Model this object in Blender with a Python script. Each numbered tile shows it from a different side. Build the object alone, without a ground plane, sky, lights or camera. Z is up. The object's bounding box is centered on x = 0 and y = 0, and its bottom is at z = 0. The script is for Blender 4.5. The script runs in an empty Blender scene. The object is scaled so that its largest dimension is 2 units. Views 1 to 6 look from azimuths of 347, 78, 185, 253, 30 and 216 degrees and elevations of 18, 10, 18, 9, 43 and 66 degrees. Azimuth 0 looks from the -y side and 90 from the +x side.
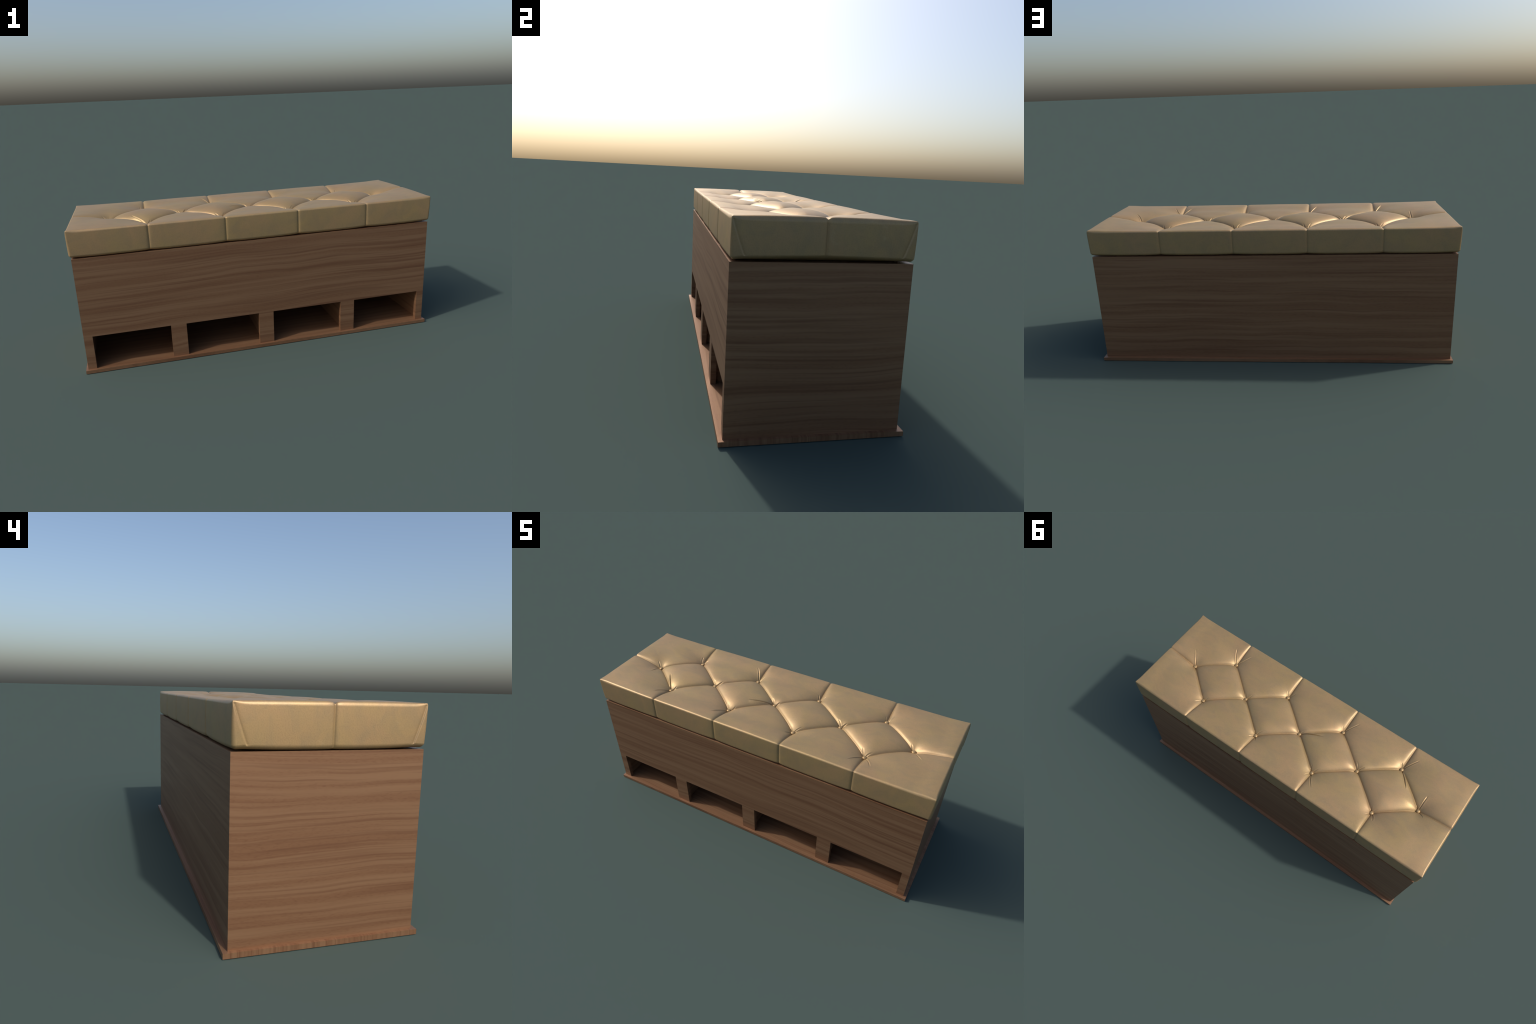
"""Storage bench: wooden cabinet with four open shoe compartments and a button-tufted leather seat."""
import bpy, math
import numpy as np

# ------------------------------------------------------------------ sizes (metres)
BASE_X, BASE_Y, BASE_Z = 1.000, 0.337, 0.018        # base board half sizes / height
BOX_L, BOX_R = -0.9885, 0.9840                      # cabinet ends
BOX_F, BOX_B, BOX_TOP = -0.3210, 0.3195, 0.633      # cabinet front, back, top
BOARD = 0.019                                       # panel thickness
FRONT_BOARD, BACK_BOARD = 0.024, 0.050
OPEN_TOP = 0.2045                                   # top of the compartments
OPEN_W, POST_W = 0.409, 0.0835                      # compartment width, post between two
CX, CY = -0.0015, -0.0005                           # cushion centre
CUSH_X, CUSH_Y = 0.9970, 0.3190
CUSH_LOW, CUSH_HIGH = 0.640, 0.7785
STEP_X, STEP_Y = 0.400, 0.1612                      # button spacing

# ------------------------------------------------------------------ node helpers
def new_material(name):
    m = bpy.data.materials.new(name)
    m.use_nodes = True
    nt = m.node_tree
    return m, nt, nt.nodes["Principled BSDF"]

def add(nt, kind, **kw):
    n = nt.nodes.new(kind)
    for k, v in kw.items():
        if k in n.inputs:
            n.inputs[k].default_value = v
        else:
            setattr(n, k, v)
    return n

def mapped(nt, scale, offset=(0, 0, 0)):
    tc = add(nt, "ShaderNodeTexCoord")
    mp = add(nt, "ShaderNodeMapping")
    mp.inputs["Scale"].default_value = scale
    mp.inputs["Location"].default_value = offset
    nt.links.new(tc.outputs["Object"], mp.inputs["Vector"])
    return mp.outputs["Vector"]

def noise(nt, vec, scale=1.0, detail=4.0, rough=0.5, distortion=0.0):
    n = add(nt, "ShaderNodeTexNoise", Scale=scale, Detail=detail, Roughness=rough, Distortion=distortion)
    nt.links.new(vec, n.inputs["Vector"])
    return n.outputs["Fac"]

def ramp(nt, fac, stops):
    r = add(nt, "ShaderNodeValToRGB")
    el = r.color_ramp.elements
    while len(el) < len(stops):
        el.new(0.5)
    for e, (p, c) in zip(el, stops):
        e.position = p
        e.color = (*c, 1) if len(c) == 3 else (c[0],) * 3 + (1,)
    nt.links.new(fac, r.inputs["Fac"])
    return r.outputs["Color"]

def mix(nt, fac, a, b, mode="MIX"):
    n = add(nt, "ShaderNodeMix", data_type="RGBA", blend_type=mode)
    for sock, v in ((n.inputs[0], fac), (n.inputs[6], a), (n.inputs[7], b)):
        if hasattr(v, "is_output"):
            nt.links.new(v, sock)
        elif isinstance(v, (int, float)):
            sock.default_value = v
        else:
            sock.default_value = (*v, 1)
    return n.outputs[2]

# ------------------------------------------------------------------ materials
WOOD_LIGHT, WOOD_MID, WOOD_DARK = (0.246, 0.137, 0.074), (0.206, 0.105, 0.054), (0.142, 0.064, 0.032)

def wood_material(name, along, across, seed):
    """Straight figured grain. 'across' is the axis the streaks are stacked on."""
    m, nt, bsdf = new_material(name)
    ax = "xyz".index(across)

    def sc(slow, fast):
        v = [slow] * 3
        v[ax] = fast
        return tuple(v)
    # slow waviness bends the streaks
    wave = noise(nt, mapped(nt, sc(1.7, 3.0), (seed, seed * .7, 3)), 1, 2, .45)
    off = add(nt, "ShaderNodeMath", operation="MULTIPLY_ADD")
    nt.links.new(wave, off.inputs[0])
    off.inputs[1].default_value = 0.055
    off.inputs[2].default_value = -0.027
    comb = add(nt, "ShaderNodeCombineXYZ")
    nt.links.new(off.outputs[0], comb.inputs[ax])
    tc = add(nt, "ShaderNodeTexCoord")
    vadd = add(nt, "ShaderNodeVectorMath", operation="ADD")
    nt.links.new(tc.outputs["Object"], vadd.inputs[0])
    nt.links.new(comb.outputs[0], vadd.inputs[1])

    def layer(slow, fast, offset, **kw):
        mp = add(nt, "ShaderNodeMapping")
        mp.inputs["Scale"].default_value = sc(slow, fast)
        mp.inputs["Location"].default_value = (offset, offset * .3, offset * .6)
        nt.links.new(vadd.outputs[0], mp.inputs["Vector"])
        return noise(nt, mp.outputs["Vector"], 1, **kw)
    broad = layer(.8, 40, seed + 1.0, detail=2, rough=.5)
    streak = layer(.9, 70, seed + 7.0, detail=4, rough=.55)
    line = layer(.8, 165, seed + 23.0, detail=2, rough=.5)
    fine = layer(12, 420, seed + 13.0, detail=3, rough=.6)
    fleck = layer(60, 420, seed + 19.0, detail=2, rough=.5)
    body = mix(nt, ramp(nt, broad, [(.38, (0,)), (.62, (1,))]), WOOD_LIGHT, WOOD_MID)
    # broad brown bands with a soft lower and a crisper upper edge
    col = mix(nt, ramp(nt, streak, [(.51, (0,)), (.61, (.48,)), (.74, (.95,))]), body, WOOD_DARK)
    # narrow growth lines
    col = mix(nt, ramp(nt, line, [(.60, (0,)), (.70, (.55,))]), col, WOOD_DARK)
    # thin dark pore dashes collect where the bands run
    fmask = ramp(nt, fleck, [(.52, (0,)), (.68, (1,))])
    fm = add(nt, "ShaderNodeMath", operation="MULTIPLY")
    nt.links.new(fmask, fm.inputs[0])
    nt.links.new(ramp(nt, broad, [(.42, (.08,)), (.60, (.45,))]), fm.inputs[1])
    col = mix(nt, fm.outputs[0], col, WOOD_DARK)
    col = mix(nt, ramp(nt, fine, [(.45, (0,)), (.75, (.25,))]), col, WOOD_LIGHT)
    nt.links.new(col, bsdf.inputs["Base Color"])
    bsdf.inputs["Metallic"].default_value = 0.42
    bsdf.inputs["Roughness"].default_value = 0.47
    bsdf.inputs["Specular IOR Level"].default_value = 0.5
    bp = add(nt, "ShaderNodeBump", Strength=0.06, Distance=0.001)
    nt.links.new(fine, bp.inputs["Height"])
    nt.links.new(bp.outputs["Normal"], bsdf.inputs["Normal"])
    return m

def leather_material(name):
    m, nt, bsdf = new_material(name)
    a = noise(nt, mapped(nt, (5, 5, 5)), 1, 5, .6, .6)
    b = noise(nt, mapped(nt, (9, 16, 9), (4, 2, 1)), 1, 6, .65, 1.2)
    scr = noise(nt, mapped(nt, (55, 14, 20), (1, 5, 2)), 1, 3, .6, 1.5)
    grain = noise(nt, mapped(nt, (230, 230, 230)), 1, 3, .6)
    col = mix(nt, ramp(nt, a, [(.38, (0,)), (.62, (1,))]), (0.358, 0.247, 0.111), (0.366, 0.238, 0.118))
    col = mix(nt, ramp(nt, b, [(.42, (0,)), (.68, (.60,))]), col, (0.276, 0.204, 0.112))
    col = mix(nt, ramp(nt, scr, [(.66, (0,)), (.78, (.22,))]), col, (0.47, 0.35, 0.20))
    col = mix(nt, ramp(nt, grain, [(.36, (.22,)), (.56, (0,))]), col, (0.20, 0.14, 0.07))
    nt.links.new(col, bsdf.inputs["Base Color"])
    bsdf.inputs["Metallic"].default_value = 0.40
    bsdf.inputs["Roughness"].default_value = 0.46
    bsdf.inputs["Specular IOR Level"].default_value = 0.5
    bp = add(nt, "ShaderNodeBump", Strength=0.22, Distance=0.0012)
    nt.links.new(grain, bp.inputs["Height"])
    nt.links.new(bp.outputs["Normal"], bsdf.inputs["Normal"])
    return m

WOOD = wood_material("wood_horizontal_grain", "x", "z", 2.0)
WOOD_FLAT = wood_material("wood_flat_board", "x", "y", 11.0)
LEATHER = leather_material("tan_leather")

# ------------------------------------------------------------------ object helpers
bench = bpy.data.objects.new("storage_bench", None)
bpy.context.scene.collection.objects.link(bench)
bench["label"] = "brown wooden storage bench with tan tufted leather seat"
bench["category"] = "storage bench"

def make_object(name, mesh, mat, parent=bench):
    ob = bpy.data.objects.new(name, mesh)
    bpy.context.scene.collection.objects.link(ob)
    mesh.materials.clear()
    mesh.materials.append(mat)
    ob.parent = parent
    return ob

def board_mesh(name, x0, x1, y0, y1, z0, z1):
    v = [(x, y, z) for z in (z0, z1) for y in (y0, y1) for x in (x0, x1)]
    f = [(0, 2, 3, 1), (4, 5, 7, 6), (0, 1, 5, 4), (2, 6, 7, 3), (0, 4, 6, 2), (1, 3, 7, 5)]
    me = bpy.data.meshes.new(name)
    me.from_pydata(v, [], f)
    return me

def board(name, *b, mat=WOOD):
    return make_object(name, board_mesh(name, *b), mat)

# ------------------------------------------------------------------ cabinet
board("base_board", -BASE_X, BASE_X, -BASE_Y, BASE_Y, 0.0, BASE_Z, mat=WOOD_FLAT)

def front_panel():
    """One board, its lower edge cut into four openings between five posts."""
    xs = [BOX_L]
    left = -(4 * OPEN_W + 3 * POST_W) / 2 - .0008
    for i in range(4):
        xs += [left + i * (OPEN_W + POST_W), left + i * (OPEN_W + POST_W) + OPEN_W]
    xs.append(BOX_R)
    zs = [BASE_Z, OPEN_TOP, BOX_TOP]
    ys = [BOX_F, BOX_F + FRONT_BOARD]
    nx = len(xs)
    idx = lambda i, j, k: (k * 2 + j) * nx + i
    verts = [(x, y, z) for z in zs for y in ys for x in xs]
    solid = lambda i, k: 0 <= i < nx - 1 and 0 <= k < 2 and (k == 1 or i % 2 == 0)
    faces = []
    for i in range(nx - 1):
        for k in range(2):
            if not solid(i, k):
                continue
            faces.append((idx(i, 0, k), idx(i + 1, 0, k), idx(i + 1, 0, k + 1), idx(i, 0, k + 1)))
            faces.append((idx(i + 1, 1, k), idx(i, 1, k), idx(i, 1, k + 1), idx(i + 1, 1, k + 1)))
            if not solid(i - 1, k):
                faces.append((idx(i, 1, k), idx(i, 0, k), idx(i, 0, k + 1), idx(i, 1, k + 1)))
            if not solid(i + 1, k):
                faces.append((idx(i + 1, 0, k), idx(i + 1, 1, k), idx(i + 1, 1, k + 1), idx(i + 1, 0, k + 1)))
            if not solid(i, k - 1):
                faces.append((idx(i, 1, k), idx(i + 1, 1, k), idx(i + 1, 0, k), idx(i, 0, k)))
            if not solid(i, k + 1):
                faces.append((idx(i, 0, k + 1), idx(i + 1, 0, k + 1), idx(i + 1, 1, k + 1), idx(i, 1, k + 1)))
    me = bpy.data.meshes.new("front_panel")
    me.from_pydata(verts, [], faces)
    return make_object("front_panel", me, WOOD)

front_panel()
in_f, in_b = BOX_F + FRONT_BOARD, BOX_B - BACK_BOARD
in_l, in_r = BOX_L + .0255, BOX_R - BOARD
board("back_panel", BOX_L, BOX_R, in_b, BOX_B, BASE_Z, BOX_TOP)
board("side_panel", BOX_L, in_l, in_f, in_b, BASE_Z, BOX_TOP)
board("side_panel", in_r, BOX_R, in_f, in_b, BASE_Z, BOX_TOP)
for i in (-1, 0, 1):
    c = i * (OPEN_W + POST_W) - .0008
    board("divider", c - .018, c + .018, in_f, in_b, BASE_Z, OPEN_TOP + .002)
board("compartment_shelf", in_l, in_r, in_f, in_b, OPEN_TOP + .002, OPEN_TOP + .002 + BOARD)
board("lid_board", in_l, in_r, in_f, in_b, BOX_TOP - BOARD, BOX_TOP - .001)

# ------------------------------------------------------------------ tufted cushion
buttons = []                                              # (kind, x, y)
for i in range(-2, 3):
    buttons.append(("mid", i * STEP_X, 0.0))
for i in (-1.5, -.5, .5, 1.5):
    buttons.append(("front", i * STEP_X, -STEP_Y))
    buttons.append(("back", i * STEP_X, STEP_Y))

# seams on the top: (x0, y0, x1, y1, leads_to_edge)
seams = []
for kind, x, y in buttons:
    if kind != "mid":
        s = 1 if y > 0 else -1
        seams.append((x, y, x, s * CUSH_Y, True))
        for dx in (-STEP_X / 2, STEP_X / 2):
            seams.append((x, y, x + dx, 0.0, False))
for s in (-1, 1):
    seams.append((s * 2 * STEP_X, 0.0, s * CUSH_X, 0.0, True))

# wrinkles that radiate from each button: angle (deg), length (m), strength
LONG = {
    ("mid", 4): [(-56, .105, 1.)], ("front", 3): [(-124, .106, 1.), (-57, .102, 1.)],
    ("back", -1): [(121, .106, 1.)], ("front", -1): [(-123, .104, 1.)],
    ("front", -3): [(-122, .106, 1.), (127, .130, 1.7)], ("mid", -4): [(-89, .092, 1.), (140, .05, .9)],
    ("mid", 0): [(-157, .143, 2.4)],
}
wrinkles = []
rng = np.random.default_rng(7)
for kind, x, y in buttons:
    key = (kind, int(round(x / STEP_X * 2)))
    special = LONG.get(key, [])
    for a, l, s in special:
        wrinkles.append((x, y, math.radians(a), l, s, rng.uniform(-.25, .25)))
    for a in (55, 124, -124, -56):
        if any(abs((a - b[0] + 180) % 360 - 180) < 30 for b in special):
            continue
        if abs(x) > .75 and a in (55, -124) :
            continue
        wrinkles.append((x, y, math.radians(a + rng.uniform(-5, 5)), rng.uniform(.034, .056), rng.uniform(.45, 1.0), rng.uniform(-.5, .5)))

def seg_dist(X, Y, x0, y0, x1, y1):
    dx, dy = x1 - x0, y1 - y0
    t = np.clip(((X - x0) * dx + (Y - y0) * dy) / (dx * dx + dy * dy), 0, 1)
    ex, ey = X - x0 - t * dx, Y - y0 - t * dy
    return np.sqrt(ex * ex + ey * ey), t, (dx * ey - dy * ex)

def top_height(X, Y):
    """Height of the tufted top above the flat rim plane."""
    eps = 0.0018
    acc = np.zeros_like(X)
    crease = np.zeros_like(X)
    for x0, y0, x1, y1, to_edge in seams:
        d, t, _ = seg_dist(X, Y, x0, y0, x1, y1)
        d = np.sqrt(d * d + eps * eps) - eps
        if to_edge:
            deep = 0.0300 * (1 - t) ** (1.0 if y0 == 0 else 1.2) + 0.0012
            width = 0.045 * (1 - t) + 0.016 * t
        else:
            u = np.abs(2 * t - 1)
            deep = 0.0235 + 0.0070 * u ** 2.5
            width = 0.044
        acc += (deep * np.exp(-(d / width))) ** 5
        crease = np.maximum(crease, np.exp(-d / 0.0045) * 0.0060)
    h = -acc ** (1 / 5) - crease
    pinch = np.zeros_like(X)
    for kind, bx, by in buttons:
        r = np.hypot(X - bx, Y - by)
        if kind != "mid":
            pit, size = 0.0025, 0.020
        elif abs(bx) > .7:
            pit, size = 0.0135, 0.050
        else:
            pit, size = 0.0085, 0.034
        pinch = np.maximum(pinch, pit * np.exp(-(r / size) ** 1.5))
    h -= pinch
    # stuffing: the middle diamonds and the large end cells stand proud of the
    # rim, the cells along the long edges slope down to their buttons
    sm = lambda a, b, v: (lambda t: t * t * (3 - 2 * t))(np.clip((v - a) / (b - a), 0, 1))
    ex = np.clip((CUSH_X - np.abs(X)) / 0.12, 0, 1)
    ey = np.clip((CUSH_Y - np.abs(Y)) / 0.12, 0, 1)
    end = sm(.62, .84, np.abs(X))
    dome = np.sin(ex * math.pi / 2) * np.sin(ey * math.pi / 2)
    h += dome * (0.0035 + 0.0020 * end)
    h += 0.0025 * np.exp(-(Y / .10) ** 2) * (1 - end)
    h -= 0.0100 * np.exp(-((np.abs(Y) - .190) / .070) ** 2) * (1 - end) * sm(0, .05, CUSH_Y - np.abs(Y))
    # the edge cells run down into the middle row of buttons as shallow valleys
    for kind, bx, by in buttons:
        if kind == "mid":
            valley = np.exp(-((X - bx) / .085) ** 2) * np.exp(-((np.abs(Y) - .085) / .055) ** 2)
            h -= 0.0095 * valley * (1 - .5 * end)
    h -= 0.0018 * (1 - sm(.70, .95, np.abs(X))) * sm(.24, .31, np.abs(Y))
    h += 0.0035 * sm(.88, .97, X) + 0.0017 * sm(.88, .97, -X)
    # the panels of one end are stuffed fuller at the rim
    h += (0.0045 * sm(.90, .99, X) + .002 * sm(.90, .99, -X)) * (1 - (Y / CUSH_Y) ** 2)
    for bx, by, ang, ln, st, curl in wrinkles:
        near = (np.abs(X - bx) < ln + .03) & (np.abs(Y - by) < ln + .03)
        x, y = X[near] - bx, Y[near] - by
        s = x * math.cos(ang) + y * math.sin(ang)
        q = -x * math.sin(ang) + y * math.cos(ang)
        q = q - curl * s * (ln - s) / ln                    # slight curl
        u = np.clip(s / ln, 0, 1)
        fade = np.clip(1 - u ** 4, 0, 1) * (s > 0) * np.clip(s / .006, 0, 1)
        fade = fade * (s < ln)
        wd = (0.0017 + 0.0009 * u) * (1 + .25 * (st - 1))
        g = -0.0046 * np.exp(-(q / wd) ** 2) + 0.0011 * np.exp(-((q - 2.1 * wd) / (1.5 * wd)) ** 2) \
            + 0.0006 * np.exp(-((q + 2.1 * wd) / (1.6 * wd)) ** 2)
        if st > 1.5:                                          # a real tuck: one lip laps over the other
            g = g + 0.0022 * np.exp(-np.maximum(q, 0) / .014) * (q > 0)
        h[near] += st * fade * g
    return h

def groove(d, w):
    return np.exp(-np.sqrt(d * d + 1e-6) / w)

def cushion_mesh():
    hx, hy = CUSH_X, CUSH_Y
    z0, z1 = CUSH_LOW, CUSH_HIGH
    hz, cz = (z1 - z0) / 2, (z1 + z0) / 2
    step = 0.00175
    nx, ny, nz = int(2 * hx / step), int(2 * hy / step), int(2 * hz / step)
    gx, gy, gz = (np.linspace(-1, 1, n + 1) for n in (nx, ny, nz))
    pts, quads, base = [], [], 0

    def patch(P, n, m, flip):
        nonlocal base
        pts.append(P.reshape(-1, 3))
        i, j = np.meshgrid(np.arange(n - 1), np.arange(m - 1), indexing="ij")
        a = base + i * m + j
        q = np.stack([a, a + m, a + m + 1, a + 1], -1).reshape(-1, 4)
        quads.append(q[:, ::-1] if flip else q)
        base += n * m
    for sgn in (1, -1):
        A, B = np.meshgrid(gx, gy, indexing="ij")
        patch(np.stack([A * hx, B * hy, np.full_like(A, sgn * hz)], -1), nx + 1, ny + 1, sgn < 0)
        A, B = np.meshgrid(gx, gz, indexing="ij")
        patch(np.stack([A * hx, np.full_like(A, sgn * hy), B * hz], -1), nx + 1, nz + 1, sgn > 0)
        A, B = np.meshgrid(gy, gz, indexing="ij")
        patch(np.stack([np.full_like(A, sgn * hx), A * hy, B * hz], -1), ny + 1, nz + 1, sgn < 0)
    P = np.concatenate(pts)
    F = np.concatenate(quads)
    # weld the six patches
    key = np.round(P * 1e6).astype(np.int64)
    _, first, inv = np.unique(key, axis=0, return_index=True, return_inverse=True)
    P, F = P[first], inv.reshape(-1)[F]

    # rounded edges: soft along the rim, fuller along the bottom
    half = np.array([hx, hy, hz])
    up = np.clip((P[:, 2] / hz + 1) / 2, 0, 1)
    corner = np.minimum(hx - np.abs(P[:, 0]), 10) + np.minimum(hy - np.abs(P[:, 1]), 10)
    r = (0.014 * (1 - up) + 0.011 * up)
    r = r * (1 - up * 0.65 * np.exp(-(corner / 0.03) ** 2))
    inner = np.clip(P, -(half - r[:, None]), half - r[:, None])
    N = P - inner
    N /= np.maximum(np.linalg.norm(N, axis=1, keepdims=True), 1e-9)
    Q = inner + N * r[:, None]
    X, Y, Z = Q.T
    disp = np.zeros((len(Q), 3))

    # top
    tz = np.clip(N[:, 2], 0, 1)
    disp[:, 2] += top_height(X, Y) * tz ** 1.5

    # long walls: five swelling panels divided by stitched grooves
    wy = np.abs(N[:, 1])
    rel = np.clip(Z / hz, -1, 1)
    col = np.full_like(X, 9.0)
    for kx in (-1.5, -.5, .5, 1.5):
        col = np.minimum(col, np.abs(X - kx * STEP_X))
    wall = -0.0050 * groove(col, 0.0035) - 0.0022 * groove(col, 0.012) + 0.0012 * (1 - rel ** 2)
    disp[:, 1] += np.sign(Y) * wall * wy ** 1.3
    # end walls: two panels and folded corners
    wx = np.abs(N[:, 0])
    c = np.abs(Y)
    wall = -0.0055 * groove(c, 0.0035) - 0.0026 * groove(c, 0.012) + 0.0012 * (1 - rel ** 2)
    down = np.clip((hz - Z) / (2 * hz), 0, 1)
    line = hy - 0.002 - 0.046 * down ** 1.05                 # fold runs from the top corner inwards
    q = np.abs(Y) - line
    fade = np.clip((0.945 - down) / 0.05, 0, 1) * np.clip(down / 0.05, 0, 1)
    side = 1 / (1 + np.exp(-np.clip(q / 0.0010, -40, 40)))
    flap = side * 0.0016 * np.exp(-np.maximum(q, 0) / 0.016) - (1 - side) * 0.0042 * np.exp(np.minimum(q, 0) / 0.0045)
    wall = wall + flap * fade
    disp[:, 0] += np.sign(X) * wall * wx ** 1.3

    # underside: swells down between the seams, lifts at seams and corners
    bz = np.clip(-N[:, 2], 0, 1)
    rim = np.minimum(hx - np.abs(X), hy - np.abs(Y))
    swell = -0.0055 * np.clip(rim / 0.05, 0, 1)
    lift = 0.0040 * np.exp(-(corner / 0.09) ** 2)
    lift = lift + 0.0045 * np.where(hy - np.abs(Y) < hx - np.abs(X), groove(col, 0.014), groove(c, 0.014)) * np.exp(-rim / .02)
    # the fuller end rolls under higher, the other hangs a little lower
    tilt = (1 - np.clip(Y / hy, -1, 1) ** 2) * np.where(X > 0, 0.0115, -0.0030) * np.exp(-((hx - np.abs(X)) / .03) ** 2)
    tilt = tilt - 0.0028 * np.exp(-((hy - np.abs(Y)) / .03) ** 2) * np.clip(col / .1, 0, 1)
    disp[:, 2] += tilt * np.clip(-rel, 0, 1) ** 2
    disp[:, 2] += (swell + lift) * bz ** .7 + lift * 0.4 * (1 - bz) * np.clip(-rel, 0, 1)

    Q = Q + disp + np.array([CX, CY, cz])
    me = bpy.data.meshes.new("cushion")
    me.vertices.add(len(Q))
    me.vertices.foreach_set("co", Q.astype(np.float32).ravel())
    nf = len(F)
    me.loops.add(nf * 4)
    me.loops.foreach_set("vertex_index", F.astype(np.int32).ravel())
    me.polygons.add(nf)
    me.polygons.foreach_set("loop_start", np.arange(0, nf * 4, 4, dtype=np.int32))
    me.polygons.foreach_set("loop_total", np.full(nf, 4, dtype=np.int32))
    me.polygons.foreach_set("use_smooth", np.ones(nf, dtype=bool))
    me.update(calc_edges=True)
    me.validate()
    return me

cushion = make_object("cushion", cushion_mesh(), LEATHER)

# ------------------------------------------------------------------ buttons
def button_mesh():
    """Covered upholstery button: low dome on a short skirt."""
    prof = [(0.0, 0.0062), (.0030, .0060), (.0060, .0052), (.0086, .0036), (.0102, .0014), (.0106, -.0010), (.0098, -.0040), (.0080, -.0070)]
    n = 28
    v = [(0, 0, prof[0][1])]
    f = []
    for r, zz in prof[1:]:
        v += [(r * math.cos(2 * math.pi * k / n), r * math.sin(2 * math.pi * k / n), zz) for k in range(n)]
    for k in range(n):
        f.append((0, 1 + k, 1 + (k + 1) % n))
        for j in range(len(prof) - 2):
            a = 1 + j * n
            f.append((a + k, a + n + k, a + n + (k + 1) % n, a + (k + 1) % n))
    me = bpy.data.meshes.new("button")
    me.from_pydata([(1.1 * x, 1.1 * y, z) for x, y, z in v], [], f)
    me.polygons.foreach_set("use_smooth", [True] * len(me.polygons))
    return me

bm = button_mesh()
for _, x, y in buttons:
    ob = make_object("button", bm, LEATHER, cushion)
    ob.location = (x + CX, y + CY, 0.7390)
    ob.rotation_euler = (rng.uniform(-.08, .08), rng.uniform(-.08, .08), rng.uniform(0, 6.28))
